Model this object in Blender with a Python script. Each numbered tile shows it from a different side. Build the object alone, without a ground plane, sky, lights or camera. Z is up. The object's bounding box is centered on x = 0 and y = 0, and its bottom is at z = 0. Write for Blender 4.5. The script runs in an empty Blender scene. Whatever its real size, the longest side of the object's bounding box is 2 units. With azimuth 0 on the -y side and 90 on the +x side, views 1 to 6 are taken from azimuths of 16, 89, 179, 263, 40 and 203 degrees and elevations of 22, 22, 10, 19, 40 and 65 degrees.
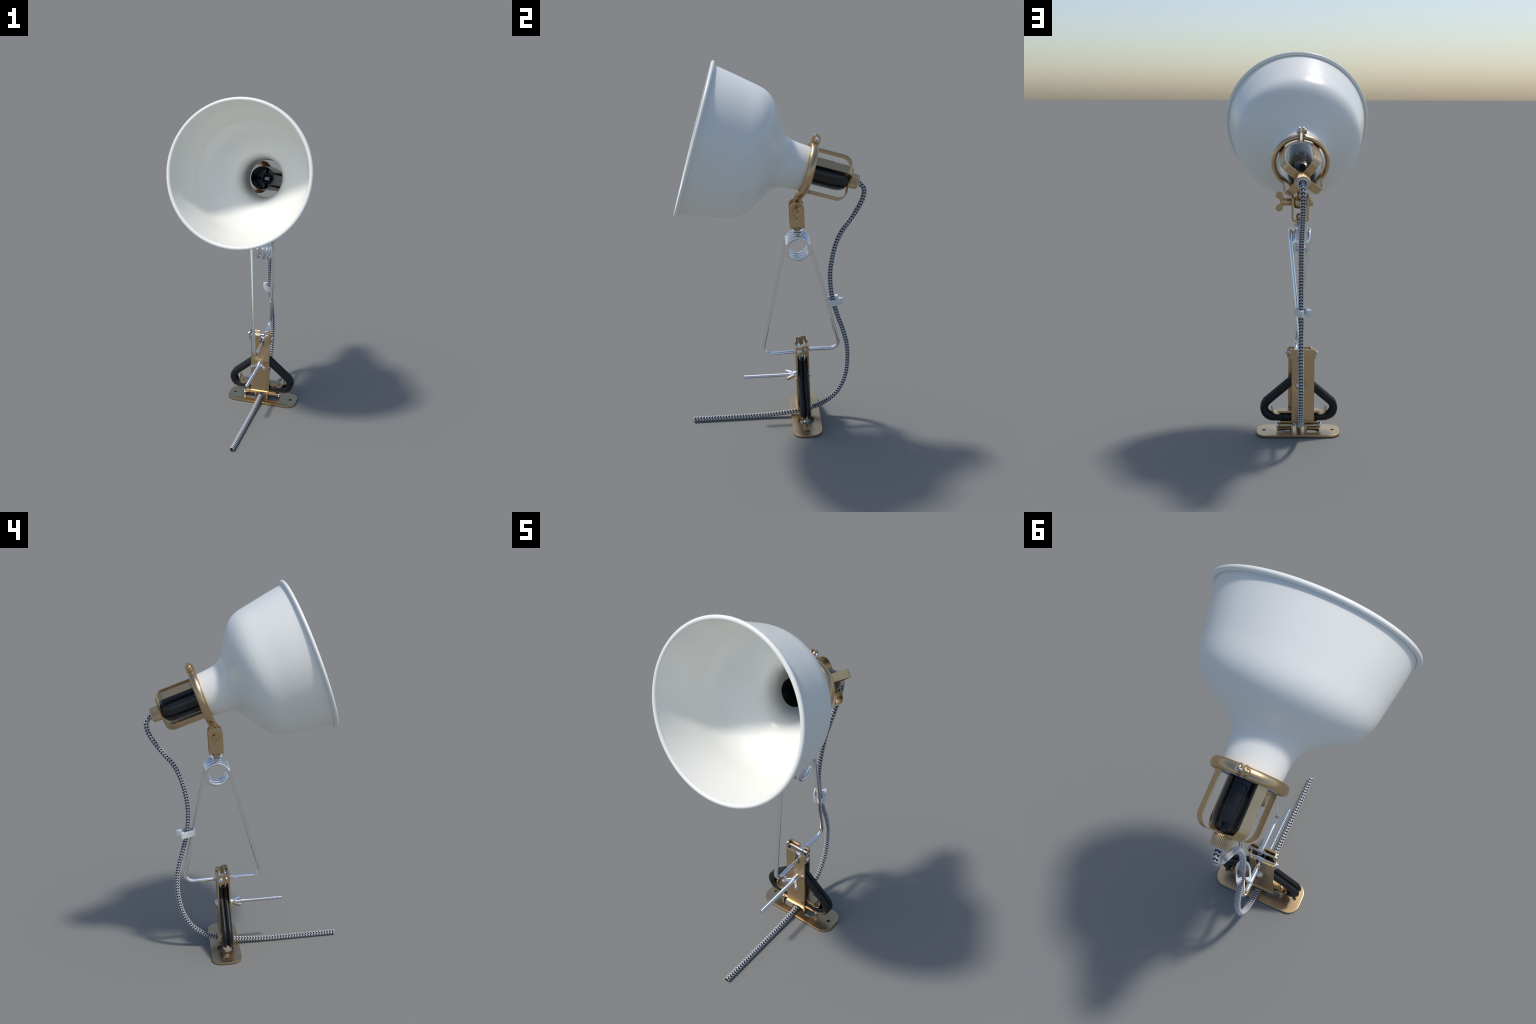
import bpy, bmesh, math
from math import sin, cos, pi, radians, sqrt, atan2
from mathutils import Vector, Matrix

# ------------------------------------------------------------------ helpers
V = Vector
COL = bpy.context.scene.collection


def flat_normals(ob):
    """Keep big faces flat next to their rounded edges."""
    m = ob.modifiers.new("weighted_normals", 'WEIGHTED_NORMAL')
    m.keep_sharp = True
    m.weight = 80


def finish(bm, name, mat, parent=None, angle=38, bevel=0.0, matrix=None, segs=2, kind=None):
    """bmesh -> named object, optional bevel, smooth by angle."""
    bmesh.ops.recalc_face_normals(bm, faces=bm.faces)
    if bevel > 0:
        lim = radians(40)
        ed = [e for e in bm.edges if len(e.link_faces) == 2 and e.calc_face_angle(0) > lim]
        bmesh.ops.bevel(bm, geom=ed, offset=bevel, segments=segs, profile=0.5,
                        affect='EDGES', clamp_overlap=True)
    for f in bm.faces:
        f.smooth = True
    lim = radians(angle)
    for e in bm.edges:
        if len(e.link_faces) == 2 and e.calc_face_angle(0) > lim:
            e.smooth = False
    me = bpy.data.meshes.new(name)
    bm.to_mesh(me)
    bm.free()
    me.materials.append(mat)
    ob = bpy.data.objects.new(name, me)
    COL.objects.link(ob)
    if parent:
        ob.parent = parent
    if matrix:
        ob.matrix_world = matrix
    if bevel > 0:
        flat_normals(ob)
    if kind:
        ob["kind"] = kind
    return ob


def clone(ob, matrix, mat=None):
    o = ob.copy()
    COL.objects.link(o)
    o.parent = ob.parent
    o.matrix_world = matrix
    return o


def basis(o, x, y, z):
    m = Matrix((x, y, z)).transposed().to_4x4()
    m.translation = o
    return m


def grid_faces(bm, rows, closed_u=False, closed_v=True):
    """rows: list of lists of BMVerts."""
    n, m = len(rows), len(rows[0])
    for i in range(n if closed_u else n - 1):
        a, b = rows[i], rows[(i + 1) % n]
        for j in range(m if closed_v else m - 1):
            k = (j + 1) % m
            bm.faces.new((a[j], a[k], b[k], b[j]))


def lathe(bm, profile, M, seg=48, wob=None, closed=False):
    """Revolve (axial, radius) pairs about the local z axis of M. wob(angle, i) scales the radius."""
    rows = []
    for i, (z, r) in enumerate(profile):
        if r < 1e-6:
            rows.append([bm.verts.new(M @ V((0, 0, z)))])
            continue
        row = []
        for j in range(seg):
            t = 2 * pi * j / seg
            rr = r * (wob(t, i) if wob else 1)
            row.append(bm.verts.new(M @ V((rr * cos(t), rr * sin(t), z))))
        rows.append(row)
    pairs = list(zip(rows, rows[1:]))
    if closed:
        pairs.append((rows[-1], rows[0]))
    for a, b in pairs:
        if len(a) == 1 and len(b) == 1:
            continue
        for j in range(seg):
            k = (j + 1) % seg
            if len(a) == 1:
                bm.faces.new((a[0], b[j], b[k]))
            elif len(b) == 1:
                bm.faces.new((a[j], a[k], b[0]))
            else:
                bm.faces.new((a[j], a[k], b[k], b[j]))
    if not closed:
        for row in (rows[0], rows[-1]):
            if len(row) > 1:
                bm.faces.new(row)


def axis_frame(p, d, up=(0, 0, 1)):
    """Frame at p with local z along d."""
    d = V(d).normalized()
    u = V(up)
    if abs(d.dot(u)) > 0.95:
        u = V((1, 0, 0))
    x = u.cross(d).normalized()
    return basis(V(p), x, d.cross(x), d)


def rod(bm, p0, p1, r, seg=24, cham=0.0):
    p0, p1 = V(p0), V(p1)
    L = (p1 - p0).length
    c = cham
    prof = [(0, r - c), (c, r), (L - c, r), (L, r - c)] if c else [(0, r), (L, r)]
    lathe(bm, prof, axis_frame(p0, p1 - p0), seg)


def dome(bm, p, d, r, h, base=0.0, seg=32):
    """Round-headed cap standing on p, pointing along d."""
    prof = [(0, r), (base, r)] + [(base + h * sin(t), r * cos(t)) for t in [k * pi / 16 for k in range(1, 8)]] + [(base + h, 0)]
    lathe(bm, prof, axis_frame(p, d), seg)


def catmull(pts, n=10, closed=False):
    P = [V(p) for p in pts]
    out = []
    N = len(P)
    rng = range(N if closed else N - 1)
    for i in rng:
        if closed:
            a, b, c, d = P[i - 1], P[i], P[(i + 1) % N], P[(i + 2) % N]
        else:
            b, c = P[i], P[i + 1]
            a = P[i - 1] if i > 0 else b * 2 - c
            d = P[i + 2] if i + 2 < N else c * 2 - b
        for k in range(n):
            t = k / n
            out.append(0.5 * ((2 * b) + (c - a) * t + (2 * a - 5 * b + 4 * c - d) * t * t + (3 * b - a - 3 * c + d) * t ** 3))
    if not closed:
        out.append(P[-1])
    return out


def resample(pts, step):
    L = [0]
    for a, b in zip(pts, pts[1:]):
        L.append(L[-1] + (b - a).length)
    n = max(2, int(round(L[-1] / step)))
    out, j = [], 0
    for i in range(n + 1):
        s = L[-1] * i / n
        while j < len(L) - 2 and L[j + 1] < s:
            j += 1
        f = (s - L[j]) / max(L[j + 1] - L[j], 1e-9)
        out.append(pts[j].lerp(pts[j + 1], min(max(f, 0), 1)))
    return out


def fillet(pts, rads, n=8):
    """Polyline with rounded corners (rads per inner vertex)."""
    P = [V(p) for p in pts]
    out = [P[0]]
    for i in range(1, len(P) - 1):
        a, b, c = P[i - 1], P[i], P[i + 1]
        u, w = (a - b).normalized(), (c - b).normalized()
        ang = u.angle(w)
        r = rads[i - 1] if isinstance(rads, (list, tuple)) else rads
        if r <= 0 or ang > pi - 1e-3:
            out.append(b)
            continue
        d = r / math.tan(ang / 2)
        ctr = b + (u + w).normalized() * (r / sin(ang / 2))
        s, e = b + u * d - ctr, b + w * d - ctr
        tot = s.angle(e)
        ax = s.cross(e).normalized()
        for k in range(n + 1):
            out.append(ctr + Matrix.Rotation(tot * k / n, 3, ax) @ s)
    out.append(P[-1])
    return out


def frames(pts, closed=False, up=None):
    """Parallel-transport frames: list of (p, tangent, n, b)."""
    N = len(pts)
    T = []
    for i in range(N):
        a = pts[i - 1] if (i > 0 or closed) else pts[i]
        b = pts[(i + 1) % N] if (i < N - 1 or closed) else pts[i]
        T.append((b - a).normalized())
    u = V(up) if up else (V((1, 0, 0)) if abs(T[0].x) < 0.8 else V((0, 1, 0)))
    n = (u - T[0] * u.dot(T[0])).normalized()
    out = []
    for i in range(N):
        if up:
            n = (V(up) - T[i] * V(up).dot(T[i])).normalized()
        elif i:
            n = (n - T[i] * n.dot(T[i])).normalized()
        out.append((pts[i], T[i], n, T[i].cross(n)))
    return out


def tube(bm, pts, r, seg=16, closed=False, rb=None, up=None, round_ends=0):
    """Tube along pts; r along n, rb along b."""
    rb = rb or r
    F = frames(pts, closed, up)
    rows = []

    def ring(p, n, b, k=1.0):
        return [bm.verts.new(p + n * (r * k * cos(2 * pi * j / seg)) + b * (rb * k * sin(2 * pi * j / seg))) for j in range(seg)]
    if round_ends and not closed:
        p, t, n, b = F[0]
        for k in range(4, 0, -1):
            a = k * pi / 2 / 4.6
            rows.append(ring(p - t * (r * round_ends * sin(a)), n, b, cos(a)))
    for p, t, n, b in F:
        rows.append(ring(p, n, b))
    if round_ends and not closed:
        p, t, n, b = F[-1]
        for k in range(1, 5):
            a = k * pi / 2 / 4.6
            rows.append(ring(p + t * (r * round_ends * sin(a)), n, b, cos(a)))
    grid_faces(bm, rows, closed_u=closed)
    if not closed:
        bm.faces.new(rows[0])
        bm.faces.new(rows[-1])


def strip(bm, pts, bdir, half, th):
    """Bent sheet-metal strip: path pts, constant width direction bdir, half width (number or f(i, n))."""
    F = frames(pts, up=None)
    B = V(bdir).normalized()
    rows = []
    N = len(pts)
    for i, (p, t, _, _) in enumerate(F):
        n = B.cross(t).normalized()
        h = half(i / (N - 1)) if callable(half) else half
        rows.append([bm.verts.new(p + n * (sx * th / 2) + B * (sy * h)) for sx, sy in ((-1, -1), (1, -1), (1, 1), (-1, 1))])
    grid_faces(bm, rows)
    bm.faces.new(rows[0])
    bm.faces.new(rows[-1])


def box(bm, c, h):
    m = Matrix.Translation(V(c)) @ Matrix.Diagonal((2 * h[0], 2 * h[1], 2 * h[2], 1))
    bmesh.ops.create_cube(bm, size=1, matrix=m)


def extrude_outline(bm, pts, d):
    """Planar outline pts extruded by vector d."""
    a = [bm.verts.new(V(p)) for p in pts]
    b = [bm.verts.new(V(p) + V(d)) for p in pts]
    bm.faces.new(a)
    bm.faces.new(b)
    for i in range(len(a)):
        k = (i + 1) % len(a)
        bm.faces.new((a[i], a[k], b[k], b[i]))


def round_rect(x0, x1, y0, y1, rad, n=8):
    """rad: radius or 4 radii for corners (x1y1, x0y1, x0y0, x1y0)."""
    rr = rad if isinstance(rad, (list, tuple)) else [rad] * 4
    out = []
    for k, (cx, cy) in enumerate(((x1, y1), (x0, y1), (x0, y0), (x1, y0))):
        r = rr[k]
        ox = cx - r if cx == x1 else cx + r
        oy = cy - r if cy == y1 else cy + r
        for i in range(n + 1):
            t = pi / 2 * k + pi / 2 * i / n
            out.append((ox + r * cos(t), oy + r * sin(t)))
    return out


def cut(ob, cutters):
    ob.modifiers.clear()
    for c in cutters:
        m = ob.modifiers.new("cut", 'BOOLEAN')
        m.operation = 'DIFFERENCE'
        m.solver = 'EXACT'
        m.object = c
    dg = bpy.context.evaluated_depsgraph_get()
    me = bpy.data.meshes.new_from_object(ob.evaluated_get(dg))
    ob.modifiers.clear()
    me.name = ob.name
    ob.data = me
    for c in cutters:
        bpy.data.objects.remove(c)
    bm = bmesh.new()
    bm.from_mesh(me)
    bmesh.ops.remove_doubles(bm, verts=bm.verts, dist=1e-6)
    lim = radians(38)
    for f in bm.faces:
        f.smooth = True
    for e in bm.edges:
        e.smooth = not (len(e.link_faces) == 2 and e.calc_face_angle(0) > lim)
    bm.to_mesh(me)
    bm.free()
    flat_normals(ob)


# ------------------------------------------------------------------ materials
def material(name, color, rough, metal=0.0, coat=0.0, spec=0.5, grain=0.0, grain_scale=60.0,
             rough_var=0.0, bump=0.0, bump_scale=200.0, trans=0.0, coat_rough=0.05):
    m = bpy.data.materials.new(name)
    m.use_nodes = True
    nt = m.node_tree
    b = nt.nodes["Principled BSDF"]
    b.inputs["Base Color"].default_value = (*color, 1)
    b.inputs["Roughness"].default_value = rough
    b.inputs["Metallic"].default_value = metal
    b.inputs["Specular IOR Level"].default_value = spec
    b.inputs["Coat Weight"].default_value = coat
    b.inputs["Coat Roughness"].default_value = coat_rough
    tc = nt.nodes.new("ShaderNodeTexCoord")
    if trans:
        b.inputs["Subsurface Weight"].default_value = trans
        b.inputs["Subsurface Radius"].default_value = (0.02, 0.02, 0.02)
        b.inputs["Subsurface Scale"].default_value = 1.0
    if grain or rough_var:
        nz = nt.nodes.new("ShaderNodeTexNoise")
        nz.inputs["Scale"].default_value = grain_scale
        nz.inputs["Detail"].default_value = 5
        nt.links.new(tc.outputs["Object"], nz.inputs["Vector"])
        if grain:
            rp = nt.nodes.new("ShaderNodeValToRGB")
            rp.color_ramp.elements[0].position = 0.3
            rp.color_ramp.elements[1].position = 0.7
            rp.color_ramp.elements[0].color = (*[c * (1 - grain) for c in color], 1)
            rp.color_ramp.elements[1].color = (*[min(1, c * (1 + grain)) for c in color], 1)
            nt.links.new(nz.outputs["Fac"], rp.inputs["Fac"])
            nt.links.new(rp.outputs["Color"], b.inputs["Base Color"])
        if rough_var:
            mr = nt.nodes.new("ShaderNodeMapRange")
            mr.inputs["To Min"].default_value = rough - rough_var
            mr.inputs["To Max"].default_value = rough + rough_var
            nt.links.new(nz.outputs["Fac"], mr.inputs["Value"])
            nt.links.new(mr.outputs["Result"], b.inputs["Roughness"])
    if bump:
        n2 = nt.nodes.new("ShaderNodeTexNoise")
        n2.inputs["Scale"].default_value = bump_scale
        nt.links.new(tc.outputs["Object"], n2.inputs["Vector"])
        bp = nt.nodes.new("ShaderNodeBump")
        bp.inputs["Strength"].default_value = bump
        bp.inputs["Distance"].default_value = 0.002
        nt.links.new(n2.outputs["Fac"], bp.inputs["Height"])
        nt.links.new(bp.outputs["Normal"], b.inputs["Normal"])
    return m


ENAMEL = material("white_enamel", (0.89, 0.89, 0.832), 0.27, grain=0.006, grain_scale=9)
BRASS = material("satin_brass", (0.66, 0.475, 0.27), 0.31, metal=1.0, grain=0.04, grain_scale=14, rough_var=0.025)
CHROME = material("polished_chrome", (0.93, 0.93, 0.93), 0.07, metal=1.0)
STEEL = material("zinc_steel", (0.80, 0.80, 0.82), 0.16, metal=1.0)
BAKELITE = material("black_bakelite", (0.012, 0.012, 0.013), 0.16, grain=0.15, grain_scale=30)
RUBBER = material("black_rubber", (0.011, 0.011, 0.012), 0.46, spec=0.35, grain=0.3, grain_scale=90, bump=0.25, bump_scale=260)
WASHER = material("grey_plastic_washer", (0.62, 0.63, 0.64), 0.45)
YARN_DARK = material("dark_braid_yarn", (0.028, 0.028, 0.032), 0.85, spec=0.15)
YARN_LIGHT = material("light_braid_yarn", (0.50, 0.50, 0.52), 0.75, spec=0.25, grain=0.12, grain_scale=220, bump=0.3, bump_scale=500)
NYLON = material("white_nylon", (0.74, 0.77, 0.76), 0.35, trans=0.15)

# ------------------------------------------------------------------ the thing
lamp = bpy.data.objects.new("clamp_lamp", None)
COL.objects.link(lamp)
lamp["label"] = "white enamel clamp spotlight on a chrome spring arm with brass fittings"
lamp["category"] = "clamp lamp"

# ------------------------------------------------------------------ lamp head
TILT = radians(18.0)
HC = V((0.002, -0.368, 1.622))                      # centre of the shade's mouth
BACK = V((0, cos(TILT), -sin(TILT)))                # along the axis, away from the mouth
UP = V((0, sin(TILT), cos(TILT)))
HM = basis(HC, V((1, 0, 0)), BACK.cross(V((1, 0, 0))), BACK)   # local z = back; local y = -UP? see below
# BACK x X = UP * s
if HM.col[1].xyz.dot(UP) < 0:
    HM = basis(HC, V((-1, 0, 0)), UP, BACK)


def head(x, up, s):
    return HC + V((x, 0, 0)) + UP * up + BACK * s


def head_dir(x, up, s):
    return V((x, 0, 0)) + UP * up + BACK * s


outer = catmull([(0.006, 0.3795, 0), (0.05, 0.3727, 0), (0.10, 0.3645, 0), (0.15, 0.3558, 0), (0.20, 0.3465, 0), (0.235, 0.3405, 0),
                 (0.265, 0.334, 0), (0.292, 0.3245, 0), (0.318, 0.309, 0), (0.342, 0.287, 0), (0.364, 0.259, 0),
                 (0.385, 0.2245, 0), (0.407, 0.186, 0), (0.427, 0.1555, 0), (0.447, 0.137, 0), (0.474, 0.1245, 0),
                 (0.51, 0.118, 0), (0.56, 0.1135, 0), (0.6125, 0.1105, 0)], 5)
TH = 0.0018
inner = []
for i, p in enumerate(outer):
    a = outer[max(i - 1, 0)]
    b = outer[min(i + 1, len(outer) - 1)]
    t = (b - a).normalized()
    inner.append(p + V((t.y, -t.x, 0)) * TH)
bm = bmesh.new()
lathe(bm, [(p.x, p.y) for p in outer] + [(p.x, p.y) for p in reversed(inner)], HM, seg=112, closed=True)
shade = finish(bm, "lamp_shade", ENAMEL, lamp, angle=50)
bm = bmesh.new()
bead = [(0.0042 + 0.0098 * sin(t), 0.3879 + 0.0106 * cos(t)) for t in [2 * pi * k / 20 for k in range(20)]]
lathe(bm, bead, HM, seg=112, closed=True)
finish(bm, "rolled_rim", ENAMEL, shade, angle=60)

# ring clamp round the neck, split at the top
RS, RR = 0.591, 0.1335
gap = 0.055
pts = [head(RR * cos(t), RR * sin(t), RS) for t in [pi / 2 + gap + (2 * pi - 2 * gap) * k / 96 for k in range(97)]]
bm = bmesh.new()
tube(bm, pts, 0.0205, seg=20, rb=0.0128, up=BACK)
ring = finish(bm, "ring_clamp", BRASS, lamp, angle=55)
# ears with rounded tops
out2 = [(-0.021, 0.116), (0.021, 0.116), (0.021, 0.165)] + [(0.021 * cos(t), 0.165 + 0.021 * sin(t)) for t in [pi * k / 14 for k in range(1, 14)]] + [(-0.021, 0.165)]
bm = bmesh.new()
extrude_outline(bm, [head(0.0046, u, RS + s) for s, u in out2], V((0.0092, 0, 0)))
ear = finish(bm, "clamp_ear", BRASS, ring, bevel=0.0025)
bm = bmesh.new()
extrude_outline(bm, [head(-0.0062, u, RS + s) for s, u in out2], V((-0.0092, 0, 0)))
finish(bm, "clamp_ear", BRASS, ring, bevel=0.0025)
bm = bmesh.new()
rod(bm, head(0.018, 0.163, RS + 0.002), head(-0.018, 0.163, RS + 0.002), 0.0062)
dome(bm, head(0.0135, 0.163, RS + 0.002), (1, 0, 0), 0.0118, 0.005, 0.006)
finish(bm, "clamp_screw", STEEL, ring)
bm = bmesh.new()
dome(bm, head(-0.0150, 0.163, RS + 0.002), (-1, 0, 0), 0.0135, 0.006, 0.0085)
finish(bm, "clamp_nut", BRASS, ring)

# cage straps (four, sharing one mesh), running back from the ring and bending in to the gland
SR = 0.1185
path = fillet([(SR, 0, 0.570), (SR, 0, 0.811), (0.012, 0, 0.811)], 0.046, 12)
bm = bmesh.new()
strip(bm, path, (0, 1, 0), 0.0205, 0.0050)
strap = finish(bm, "cage_strap", BRASS, lamp, bevel=0.0012)
for k in range(4):
    M = HM @ Matrix.Rotation((radians(180 - 38.5) if HM.col[0].x < 0 else radians(38.5)) - k * pi / 2, 4, 'Z') @ Matrix.Translation((0, 0, -0.0006 * k))
    if k == 0:
        strap.matrix_world = M
    else:
        clone(strap, M)

# socket: black cup, closed and rounded at the back, open toward the mouth
bm = bmesh.new()
prof = [(0.70, 0.0), (0.70, 0.060), (0.488, 0.0625), (0.4845, 0.0648), (0.486, 0.0672), (0.52, 0.0690), (0.60, 0.0695), (0.735, 0.0690),
        (0.760, 0.0670), (0.780, 0.0620), (0.794, 0.0540), (0.801, 0.0440), (0.8045, 0.030), (0.8065, 0.0)]
lathe(bm, prof, HM, seg=64)
socket = finish(bm, "lamp_socket", BAKELITE, lamp, angle=45)
b2 = bmesh.new()          # notch cut into the rounded end
M = basis(head(0, 0.060, 0.792), V((1, 0, 0)), UP, V((1, 0, 0)).cross(UP))
bmesh.ops.create_cube(b2, size=1, matrix=M @ Matrix.Diagonal((0.026, 0.040, 0.044, 1)))
cut(socket, [finish(b2, "notch_cutter", BAKELITE)])
bm = bmesh.new()          # raised label panel on top
rows = []
for s in (0.628, 0.632, 0.715, 0.719):
    row = []
    for k in range(9):
        a = pi / 2 + (k / 8 - 0.5) * 0.64
        e = 0.0 if s in (0.628, 0.719) or k in (0, 8) else 0.0022
        row.append(bm.verts.new(head(*((0.0692 + e) * q for q in (cos(a), sin(a))), s)))
    rows.append(row)
grid_faces(bm, rows, closed_v=False)
finish(bm, "socket_panel", BAKELITE, socket, angle=25)
bm = bmesh.new()          # inner fittings
lathe(bm, [(0.566, 0.021), (0.562, 0.024), (0.562, 0.029), (0.566, 0.032), (0.60, 0.032), (0.60, 0.021)], HM, seg=40, closed=True)
for k in range(4):                                    # four pads leave a cross of deep slots
    pad = []
    for rr, sg in ((0.0315, 1), (0.0605, -1)):
        for q in range(7):
            a = pi / 4 + k * pi / 2 + sg * (q / 6 - 0.5) * 2 * (0.56 if rr < 0.05 else 0.66)
            pad.append(head(rr * cos(a), rr * sin(a), 0.586))
    extrude_outline(bm, pad, BACK * 0.10)
finish(bm, "socket_insert", BAKELITE, socket, bevel=0.002)
bm = bmesh.new()
M = basis(head(0, 0, 0.605), V((1, 0, 0)), UP, V((1, 0, 0)).cross(UP))
bmesh.ops.create_cube(bm, size=1, matrix=M @ Matrix.Diagonal((0.029, 0.021, 0.022, 1)))
finish(bm, "contact_tongue", WASHER, socket, bevel=0.003)

# knurled cable gland with a plastic washer
bm = bmesh.new()
lathe(bm, [(0.8125, 0.030), (0.8125, 0.0385), (0.815, 0.0395), (0.855, 0.0375), (0.8585, 0.0355), (0.8585, 0.024)], HM, seg=216,
      wob=lambda t, i: 1 - (0.05 * (0.5 + 0.5 * cos(36 * t)) ** 2 if i in (1, 2, 3, 4) else 0), closed=True)
gland = finish(bm, "cable_gland", BRASS, lamp, angle=60)
bm = bmesh.new()
lathe(bm, [(0.83, 0.018), (0.83, 0.0285), (0.8600, 0.0300), (0.8635, 0.0285), (0.8635, 0.019), (0.860, 0.018)], HM, seg=48, closed=True)
finish(bm, "gland_washer", WASHER, gland, angle=50)

# ------------------------------------------------------------------ hinge between head and arm
KN = V((0.001, 0.132, 1.231))                        # hinge pivot
bm = bmesh.new()
lathe(bm, [(-0.0305, 0.0), (-0.0305, 0.022), (-0.028, 0.028), (-0.020, 0.0325), (0, 0.0335), (0.020, 0.0325), (0.028, 0.028), (0.0305, 0.022), (0.0305, 0)],
      axis_frame(KN, (1, 0, 0)), 40)
yoke = finish(bm, "hinge_knuckle", BRASS, lamp, angle=50)
# neck between ring and knuckle: flattened, with a crease down each flank
npath = catmull([head(0, -0.134, RS), head(0, -0.148, RS), head(0, -0.168, RS - 0.006), KN + V((0, 0.004, 0.036)), KN + V((0, 0, 0.012))], 8)
bm = bmesh.new()
rows = []
NF = frames(npath, up=(1, 0, 0))
for i, (p, t, n, b) in enumerate(NF):
    f = i / (len(NF) - 1)
    hx = 0.017 + 0.010 * max(0, 1 - f / 0.45) ** 2
    hy = 0.0205 + 0.0025 * max(0, 1 - f / 0.4)
    row = []
    for k in range(36):
        a = 2 * pi * k / 36
        d = min(abs(math.remainder(a, pi)), pi)
        notch = 1 - 0.20 * min(1, f * 2.2) * math.exp(-(d / 0.33) ** 2)
        row.append(bm.verts.new(p + n * (hx * cos(a) * notch) + b * (hy * sin(a))))
    rows.append(row)
grid_faces(bm, rows)
bm.faces.new(rows[0])
bm.faces.new(rows[-1])
finish(bm, "ring_neck", BRASS, yoke, angle=60)

# U bracket
bx0, bx1 = -0.0372, 0.0398


def bracket_half(f):
    d = min(f, 1 - f) * blen
    r = 0.031
    return 0.0375 if d >= r else 0.0375 - r + sqrt(max(0, r * r - (r - d) ** 2)) + 0.0001


path = fillet([(bx0, 0, 1.2775), (bx0, 0, 1.1385), (bx1, 0, 1.1385), (bx1, 0, 1.2775)], 0.012, 6)
blen = sum((b - a).length for a, b in zip(path, path[1:]))
path = resample(path, 0.003)
bm = bmesh.new()
strip(bm, [p + V((0, 0.132, 0)) for p in path], (0, 1, 0), bracket_half, 0.0105)
bracket = finish(bm, "hinge_bracket", BRASS, lamp, bevel=0.0015, angle=35)

# hinge bolt: wing nut on one side, dished nut on the other
bm = bmesh.new()
lathe(bm, [(0.0, 0.0165), (0.010, 0.0205), (0.022, 0.0205), (0.036, 0.019), (0.044, 0.015), (0.050, 0.010), (0.050, 0)],
      axis_frame((0.0445, KN.y, KN.z + 0.003), (1, 0, 0)), 28)
wing = finish(bm, "hinge_wing_nut", BRASS, bracket)
wd = V((0, 0.26, 1)).normalized()
wc = V((0.096, KN.y, KN.z + 0.004))
lobe = 0.0185
prof = [(0.0115 + lobe * cos(radians(a)), 0.0345 + lobe * sin(radians(a))) for a in range(-78, 190, 16)] + \
       [(-0.015, 0.0165), (-0.015, -0.0165)] + \
       [(0.0115 + lobe * cos(radians(a)), -0.0345 + lobe * sin(radians(a))) for a in range(170, 440, 16)] + [(0.0085, -0.011), (0.0070, 0.0), (0.0085, 0.011)]
wn = V((1, 0, 0)).cross(wd)
bm = bmesh.new()
extrude_outline(bm, [wc + V((a, 0, 0)) + wd * b - wn * 0.0055 for a, b in prof], wn * 0.011)
finish(bm, "nut_wing", BRASS, wing, bevel=0.0025)
bm = bmesh.new()
lathe(bm, [(0, 0.0225), (0.010, 0.0215), (0.020, 0.0175), (0.0235, 0.0135), (0.0235, 0.0085), (0.006, 0.0080), (0.006, 0)],
      axis_frame((-0.0425, KN.y, KN.z), (-1, 0, 0)), 28)
finish(bm, "hinge_nut", BRASS, bracket)
# bits below the hinge
bm = bmesh.new()
rod(bm, (0.006, 0.132, 1.1436), (0.006, 0.132, 1.152), 0.013, seg=6)
dome(bm, (0.006, 0.132, 1.150), (0, 0, 1), 0.0155, 0.016, 0.010)
finish(bm, "acorn_nut", BRASS, bracket)
bm = bmesh.new()
lathe(bm, [(0, 0.021), (0.016, 0.019), (0.020, 0.014), (0.020, 0)], axis_frame((0.002, 0.132, 1.134), (0, 0, -1)), 28)
finish(bm, "bracket_boss", BRASS, bracket)
bm = bmesh.new()
path = fillet([(0.002, 0.1055, 1.1325), (0.002, 0.107, 1.1075), (0.002, 0.157, 1.1075), (0.002, 0.1585, 1.1325)], 0.014, 8)
strip(bm, path, (1, 0, 0), lambda f: 0.031 - 0.009 * abs(2 * f - 1) ** 2, 0.0050)
saddle = finish(bm, "spring_saddle", CHROME, lamp, bevel=0.0015, angle=35)
bm = bmesh.new()
rod(bm, (0.002, 0.132, 1.1075), (0.002, 0.132, 1.074), 0.0085)
dome(bm, (0.002, 0.132, 1.0775), (0, 0, -1), 0.015, 0.008, 0.003)
finish(bm, "saddle_bolt", CHROME, saddle)

# ------------------------------------------------------------------ spring arm: coil plus two legs bent inward at the foot
CC = V((0.0, 0.132, 1.0285))
CR, WR = 0.0605, 0.0110
fc = V((0.013, -0.0870, 0.4060))       # front foot corner
bc = V((-0.007, 0.3455, 0.4140))       # back foot corner
TURN = 4.5


def tangent_angle(y, z, side):
    """Angle (from +y toward +z) where a line from (y, z) touches the coil on the given side."""
    d = sqrt((y - CC.y) ** 2 + (z - CC.z) ** 2)
    base = atan2(z - CC.z, y - CC.y)
    return base + side * math.acos(CR / d)


a0 = tangent_angle(fc.y, fc.z, -1) % (2 * pi)      # front side
a1 = tangent_angle(bc.y, bc.z, 1)                   # back side
X0, X1 = -0.0530, 0.0535
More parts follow.
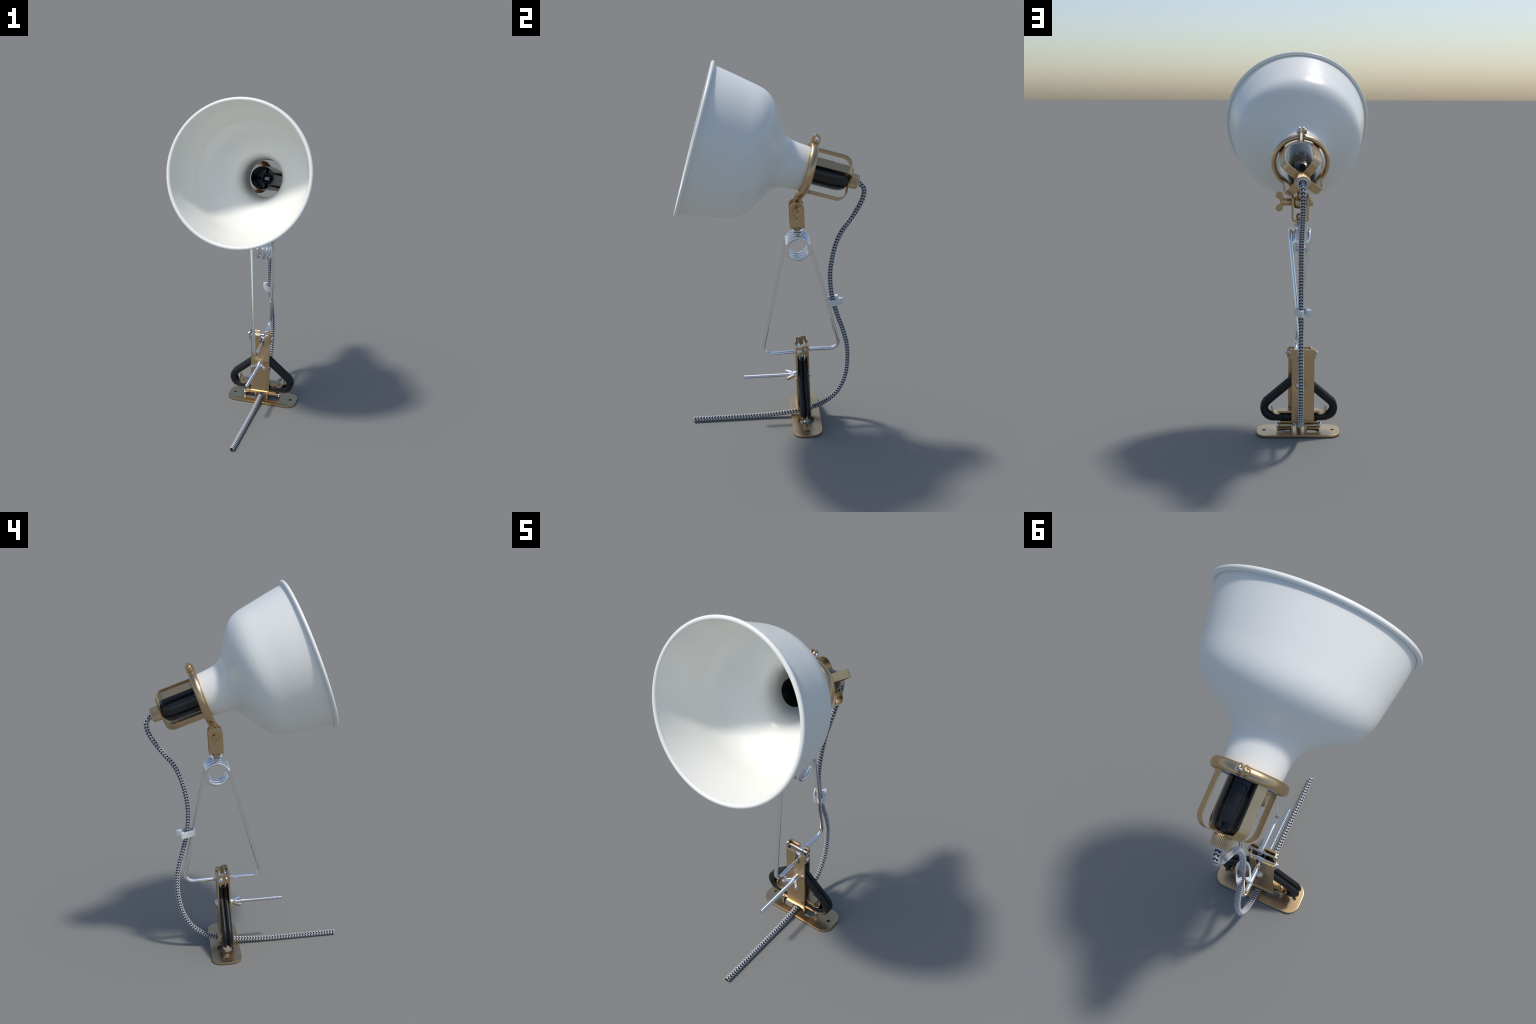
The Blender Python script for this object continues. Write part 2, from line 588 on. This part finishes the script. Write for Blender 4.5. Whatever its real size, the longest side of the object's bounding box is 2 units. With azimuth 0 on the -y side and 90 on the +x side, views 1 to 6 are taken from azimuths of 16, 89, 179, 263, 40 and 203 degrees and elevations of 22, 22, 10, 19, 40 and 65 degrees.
# travel over the top: angle decreases from the front tangent to the back tangent, plus four whole turns
total = (a0 - (a1 % (2 * pi))) + 2 * pi * 3
if a0 < (a1 % (2 * pi)):
    total += 2 * pi
if total > 2 * pi * 4:
    total -= 2 * pi
coil = []
for k in range(161):
    f = k / 160
    a = a0 - total * f
    turn = total * f / (2 * pi)
    # uneven pitch: the turns crowd toward the back leg
    stations = [(0.0, X0), (0.21, -0.047), (1.21, -0.006), (2.21, 0.025), (3.21, 0.0495), (9.0, X1 + 0.05)]
    for (t0, x0), (t1, x1) in zip(stations, stations[1:]):
        if t0 <= turn <= t1:
            xc = x0 + (x1 - x0) * (turn - t0) / (t1 - t0)
    coil.append(V((xc, CC.y + CR * cos(a), CC.z + CR * sin(a))))
front = fillet([coil[0], fc, V((0.0105, 0.123, 0.4130))], [0.042], 12)
back = fillet([coil[-1], bc, V((-0.006, 0.143, 0.4165))], [0.042], 12)
wire = list(reversed(front[1:])) + coil + back[1:]
bm = bmesh.new()
tube(bm, wire, WR, seg=16, round_ends=0.5)
spring = finish(bm, "spring_arm", CHROME, lamp, angle=60)

# ------------------------------------------------------------------ cable clip (open C, hooks at the back)
bm = bmesh.new()
o = [(-0.014, 0.263), (0.014, 0.263), (0.034, 0.276), (0.0435, 0.298), (0.0435, 0.352), (0.036, 0.361), (0.010, 0.346), (0.010, 0.336), (0.030, 0.338),
     (0.033, 0.333), (0.033, 0.300), (0.026, 0.284), (0.010, 0.275), (-0.010, 0.275), (-0.026, 0.284), (-0.033, 0.300), (-0.033, 0.333),
     (-0.030, 0.338), (-0.010, 0.336), (-0.010, 0.346), (-0.036, 0.361), (-0.0435, 0.352), (-0.0435, 0.298), (-0.034, 0.276)]
extrude_outline(bm, [V((x * 0.74, y - 0.31, -0.017)) for x, y in o], V((0, 0, 0.034)))
clip = finish(bm, "cable_clip", NYLON, lamp, bevel=0.0022,
              matrix=Matrix.Translation((-0.003, 0.310, 0.6990)) @ Matrix.Rotation(radians(28), 4, 'Z'))

# ------------------------------------------------------------------ braided power cord
cord_pts = [head(-0.001, 0.0, 0.835), head(-0.001, -0.001, 0.860), (0.001, 0.4790, 1.324), (0.0, 0.4765, 1.275), (-0.001, 0.448, 1.215), (0.0, 0.400, 1.144),
            (0.001, 0.355, 1.080), (0.001, 0.323, 1.000), (0.0, 0.302, 0.895), (0, 0.2985, 0.810), (0, 0.3085, 0.712), (0, 0.334, 0.612), (0.001, 0.360, 0.530),
            (0.002, 0.3795, 0.440), (0.001, 0.3815, 0.335), (0.001, 0.365, 0.235), (0, 0.323, 0.147), (-0.001, 0.262, 0.089), (-0.001, 0.193, 0.055),
            (0, 0.090, 0.0325), (0, -0.060, 0.0165), (0, -0.200, 0.0140), (0, -0.350, 0.0138), (0, -0.4905, 0.0138)]
cord_pts = [V(p) - V((0, 0.0010 if 0.2 < V(p).z < 1.3 else 0, 0)) for p in cord_pts]
spine = resample(catmull(cord_pts, 12), 0.0025)
CRAD = 0.0131
cord = bpy.data.objects.new("power_cord", None)
COL.objects.link(cord)
cord.parent = lamp
bm = bmesh.new()
tube(bm, spine, CRAD - 0.0021, seg=16, up=(1, 0, 0))
finish(bm, "cord_core", YARN_DARK, cord, angle=60)
# light yarn: one wavy raised band per braid row, four lobes round the cord
PITCH = 0.0158
L = [0.0]
for a, b in zip(spine, spine[1:]):
    L.append(L[-1] + (b - a).length)
FR = frames(spine, up=(1, 0, 0))


def on_cord(s, ang, rad):
    s = min(max(s, 0.0), L[-1])
    i = min(int(s / L[-1] * (len(L) - 1)), len(L) - 2)
    f = (s - L[i]) / (L[i + 1] - L[i])
    p = FR[i][0].lerp(FR[i + 1][0], f)
    n = FR[i][2].lerp(FR[i + 1][2], f)
    b = FR[i][3].lerp(FR[i + 1][3], f)
    return p + n * (rad * cos(ang)) + b * (rad * sin(ang))


bm = bmesh.new()
NA = 40
rows_n = int(L[-1] / PITCH)
for r in range(rows_n):
    s0 = L[-1] - (r + 0.86) * PITCH
    if s0 < 0.004:
        continue
    ringv = []
    for j in range(NA):
        ang = 2 * pi * j / NA
        lob = 0.5 + 0.5 * cos(4 * ang)         # 1 at lobe, 0 at valley
        lob = lob * lob * (3 - 2 * lob)
        lo, hi = 0.03 + 0.50 * (1 - lob), 0.76 * lob + 0.95 * (1 - lob)
        mid = (lo + hi) / 2
        bump = 0.0004 * lob
        col = [(lo, -0.0022), (lo + 0.06, -0.0006), (lo * 0.7 + hi * 0.3, 0.0002 + bump), (lo * 0.3 + hi * 0.7, 0.0002 + bump), (hi - 0.06, -0.0006), (hi, -0.0022)]
        ringv.append([bm.verts.new(on_cord(s0 + PITCH * v, ang, CRAD + h)) for v, h in col])
    grid_faces(bm, ringv, closed_u=True, closed_v=False)
braid = finish(bm, "cord_braid", YARN_LIGHT, cord, angle=50, kind="stuff")

# ------------------------------------------------------------------ clamp: two sheet-metal plates
PT = 0.0090


def plate(x0, x1, y_out, inward, sx0, sx1, boss_x):
    """Pressed plate standing in xz; inward = +1 if its ears point to +y."""
    z0, z1, zs = 0.074, 0.462, 0.392
    xs = sorted(set([x0, x1, sx0, sx1] + [x0 + (x1 - x0) * k / 26 for k in range(27)]))
    xs = [v for i, v in enumerate(xs) if i == 0 or v - xs[i - 1] > 1e-4 or v in (sx0, sx1)]
    zsr = sorted(set([zs] + [z0 + (z1 - z0) * k / 80 for k in range(81)]))

    def dent(x, z):
        r = sqrt((x - boss_x) ** 2 + ((z - 0.268)) ** 2)
        return 0.0085 * math.exp(-(r / 0.030) ** 2)
    bm = bmesh.new()
    F, B = {}, {}
    for i, x in enumerate(xs):
        for k, z in enumerate(zsr):
            e = inward * dent(x, z)
            F[i, k] = bm.verts.new((x, y_out + e, z))
            B[i, k] = bm.verts.new((x, y_out + inward * PT + e, z))
    cells = {(i, k) for i in range(len(xs) - 1) for k in range(len(zsr) - 1)
             if not (xs[i] >= sx0 - 1e-6 and xs[i + 1] <= sx1 + 1e-6 and zsr[k] >= zs - 1e-6)}
    for i, k in cells:
        bm.faces.new((F[i, k], F[i + 1, k], F[i + 1, k + 1], F[i, k + 1]))
        bm.faces.new((B[i, k], B[i, k + 1], B[i + 1, k + 1], B[i + 1, k]))
        for (di, dk), (a, b) in {(-1, 0): ((i, k), (i, k + 1)), (1, 0): ((i + 1, k + 1), (i + 1, k)), (0, -1): ((i + 1, k), (i, k)), (0, 1): ((i, k + 1), (i + 1, k + 1))}.items():
            if (i + di, k + dk) not in cells:
                bm.faces.new((F[a], F[b], B[b], B[a]))
    bmesh.ops.delete(bm, geom=[v for v in bm.verts if not v.link_faces], context='VERTS')
    pl = finish(bm, "clamp_plate", BRASS, lamp, bevel=0.0012, angle=30, segs=1)
    ym = y_out + inward * PT / 2
    for sg, xe in ((-1, x0), (1, x1)):                # ears folded toward the other plate
        bm = bmesh.new()
        p = fillet([(xe - sg * 0.012, ym, 0), (xe + sg * 0.0030, ym, 0), (xe + sg * 0.0030, ym + inward * 0.0335, 0)], 0.009, 6)
        n0 = len(p)
        p = [q + V((0, 0, 0.4365)) for q in resample(p, 0.002)]
        LL = 0.044

        def half(f):
            d = (1 - f) * LL
            r = 0.012
            return 0.0262 if d > r else 0.0262 - r + sqrt(max(0, r * r - (r - d) ** 2))
        strip(bm, p, (0, 0, 1), half, PT - 0.0006)
        finish(bm, "plate_ear", BRASS, pl, bevel=0.0012)
    bm = bmesh.new()                                   # outward lip at the foot
    p = fillet([((x0 + x1) / 2, ym, 0.086), ((x0 + x1) / 2, ym, 0.0705), ((x0 + x1) / 2, ym - inward * 0.013, 0.0690)], 0.006, 5)
    strip(bm, p, (1, 0, 0), (x1 - x0) / 2 - 0.0006, PT - 0.0008)
    finish(bm, "plate_lip", BRASS, pl, bevel=0.0012)
    return pl


plate_f = plate(-0.0605, 0.0580, 0.0970, 1, -0.003, 0.024, -0.002)
plate_b = plate(-0.0775, 0.0415, 0.1690, -1, -0.020, 0.0085, -0.002)


def cross_pin(y, z, xa, xb, name_parent):
    """Pin along x with a cross-slotted head at xa and a rivet head at xb; collars where the wire hooks on."""
    sg = 1 if xa > xb else -1
    bm = bmesh.new()
    rod(bm, (xa, y, z), (xb, y, z), 0.0072)
    xm = 0.010 if sg > 0 else -0.006
    rod(bm, (xm - 0.017, y, z), (xm + 0.017, y, z), 0.0092, cham=0.001)
    dome(bm, (xb, y, z), (-sg, 0, 0), 0.0085, 0.007)
    pin = finish(bm, "clamp_pin", STEEL, name_parent)
    bm = bmesh.new()
    dome(bm, (xa, y, z), (sg, 0, 0), 0.0130, 0.006, 0.006)
    hd = finish(bm, "pin_head", STEEL, pin)
    cs = []
    for k in range(2):
        b2 = bmesh.new()
        box(b2, (xa + sg * 0.0115, y, z), (0.003, 0.0090 if k else 0.0015, 0.0015 if k else 0.0090))
        cs.append(finish(b2, "slot_cutter", STEEL))
    cut(hd, cs)


cross_pin(0.117, 0.4385, 0.0650, -0.0680, plate_f)
cross_pin(0.149, 0.4400, -0.0845, 0.0490, plate_b)

# threaded bolt, wing nut and round head
BX, BZ = -0.0015, 0.2640
bm = bmesh.new()
pitch = 0.0075
prof = [(-0.1935, 0.0), (-0.1935, 0.0085), (-0.191, 0.0102)]
y = -0.190
while y < 0.085:
    prof += [(y, 0.0086), (y + pitch * 0.35, 0.0112), (y + pitch * 0.60, 0.0112)]
    y += pitch
prof += [(y, 0.0085), (0.175, 0.0085), (0.175, 0)]
lathe(bm, prof, axis_frame((BX, 0, BZ), (0, 1, 0)), 20)
bolt = finish(bm, "threaded_bolt", STEEL, lamp, angle=60)
bm = bmesh.new()
lathe(bm, [(0.160, 0.0215), (0.167, 0.0215), (0.175, 0.0185), (0.181, 0.011), (0.182, 0.0)], axis_frame((BX, 0, BZ), (0, 1, 0)), 32)
finish(bm, "bolt_head", STEEL, bolt)
bm = bmesh.new()
lathe(bm, [(0.0, 0.0225), (-0.010, 0.0220), (-0.022, 0.0195), (-0.032, 0.0145), (-0.036, 0.0105), (-0.036, 0)], axis_frame((BX, 0.1045, BZ), (0, 1, 0)), 28)
wn2 = finish(bm, "bolt_wing_nut", STEEL, bolt)
for sg in (-1, 1):
    bm = bmesh.new()
    p = catmull([(BX + sg * 0.010, 0.084, BZ), (BX + sg * 0.022, 0.071, BZ - 0.001), (BX + sg * 0.033, 0.058, BZ - 0.001), (BX + sg * 0.0445, 0.044, BZ - 0.002)], 6)
    tube(bm, p, 0.0110, seg=16, rb=0.0095, up=(0, 0, 1), round_ends=0.15)
    finish(bm, "nut_wing", STEEL, wn2, angle=60)

# ------------------------------------------------------------------ two rubber-coated triangular grip loops
GX = 0.002
bend_c, bend_r = V((0.134, 0, 0.1375)), 0.050


def loop_path(side):
    pts = []
    for k in range(21):
        a = radians(-90 + (49 + 90) * k / 20)
        pts.append(V((side * (bend_c.x + bend_r * cos(a)), 0, bend_c.z + bend_r * sin(a))))
    return pts


halfp = loop_path(1)
leg_end = V((0.026, 0, halfp[-1].z + 0.864 * (halfp[-1].x - 0.026)))
top_end = V((0.0125, 0, 0.358))
right = halfp + fillet([halfp[-1], leg_end, top_end], 0.03, 6)[1:]
full = [V((-p.x, 0, p.z)) for p in reversed(right)] + right
for yy, py in ((0.1195, 0.117), (0.1465, 0.149)):
    bm = bmesh.new()
    tube(bm, resample([p + V((GX, yy, 0)) for p in full], 0.006), 0.0150, seg=20, rb=0.0205, up=(0, 1, 0), round_ends=0.2)
    loop = finish(bm, "grip_loop", RUBBER, lamp, angle=60)
    bm = bmesh.new()
    for sg in (-1, 1):
        tube(bm, [V((GX + sg * 0.0125, yy, 0.345)), V((GX + sg * 0.011, (yy + py) / 2, 0.39)), V((GX + sg * 0.010, py, 0.446))], 0.0078, seg=14)
    finish(bm, "loop_wire", CHROME, loop, angle=60)

# jaw strip inside the loops, with curled saddles at its tips
bm = bmesh.new()
box(bm, (GX, 0.135, 0.1185), (0.110, 0.025, 0.0060))
jaw = finish(bm, "jaw_bar", BRASS, lamp, bevel=0.002)
for sg in (-1, 1):
    bm = bmesh.new()
    p = catmull([(GX + sg * 0.100, 0.1385, 0.1125), (GX + sg * 0.115, 0.1385, 0.1095), (GX + sg * 0.130, 0.1385, 0.1145), (GX + sg * 0.1405, 0.1385, 0.1285), (GX + sg * 0.1440, 0.1385, 0.149)], 8)
    strip(bm, p, (0, 1, 0), lambda f: 0.030 - (0.008 * max(0, (f - 0.8) / 0.2) ** 2), 0.0065)
    finish(bm, "jaw_tip", BRASS, jaw, bevel=0.0020)
bm = bmesh.new()
box(bm, (GX, 0.135, 0.0625), (0.098, 0.020, 0.0040))
finish(bm, "jaw_foot", BRASS, jaw, bevel=0.0015)

# ------------------------------------------------------------------ base plate
BPX, BPY = 0.0060, 0.1410
bm = bmesh.new()
extrude_outline(bm, [V((BPX + x, BPY + y, 0.0)) for x, y in round_rect(-0.2205, 0.2205, -0.081, 0.081, 0.056, 10)], V((0, 0, 0.0125)))
base = finish(bm, "base_plate", BRASS, lamp, bevel=0.0025)
cs = []
for sg in (-1, 1):
    b2 = bmesh.new()
    a, b = sorted((sg * 0.0375, sg * 0.1130))
    rr = [0.040, 0.003, 0.003, 0.040] if sg > 0 else [0.003, 0.040, 0.040, 0.003]
    extrude_outline(b2, [V((BPX - 0.001 + x, BPY + y, -0.02)) for x, y in round_rect(a, b, -0.0425, 0.0425, rr, 10)], V((0, 0, 0.06)))
    cs.append(finish(b2, "slot_cutter", BRASS))
    b2 = bmesh.new()
    lathe(b2, [(-0.02, 0.0098), (0.05, 0.0098)], Matrix.Translation((BPX - 0.001 + sg * 0.182, BPY, 0)), 28)
    cs.append(finish(b2, "hole_cutter", BRASS))
cut(base, cs)
for sg in (-1, 1):
    xt = 0.0025 + sg * 0.0365
    bm = bmesh.new()                                   # tab folded up from the slot
    o = [(-0.024, 0.002), (0.024, 0.002), (0.024, 0.036)] + [(0.0215 * cos(t), 0.038 + 0.0205 * sin(t)) for t in [pi * k / 12 for k in range(1, 12)]] + [(-0.024, 0.036)]
    extrude_outline(bm, [V((xt - 0.005, BPY + a, b)) for a, b in o], V((0.010, 0, 0)))
    tab = finish(bm, "base_tab", BRASS, base, bevel=0.0018)
    bm = bmesh.new()
    rod(bm, (xt + sg * 0.0052, BPY - 0.001, 0.0385), (xt + sg * 0.066, BPY - 0.001, 0.0385), 0.0145, cham=0.001)
    finish(bm, "pin_sleeve", BRASS, tab)
    bm = bmesh.new()
    rod(bm, (xt - sg * 0.018, BPY - 0.001, 0.0395), (xt + sg * 0.07, BPY - 0.001, 0.0395), 0.0085, cham=0.002)
    rod(bm, (xt + sg * 0.0662, BPY - 0.001, 0.0395), (xt + sg * 0.0820, BPY - 0.001, 0.0395), 0.0172, seg=12, cham=0.004)
    finish(bm, "base_pin", STEEL, tab)
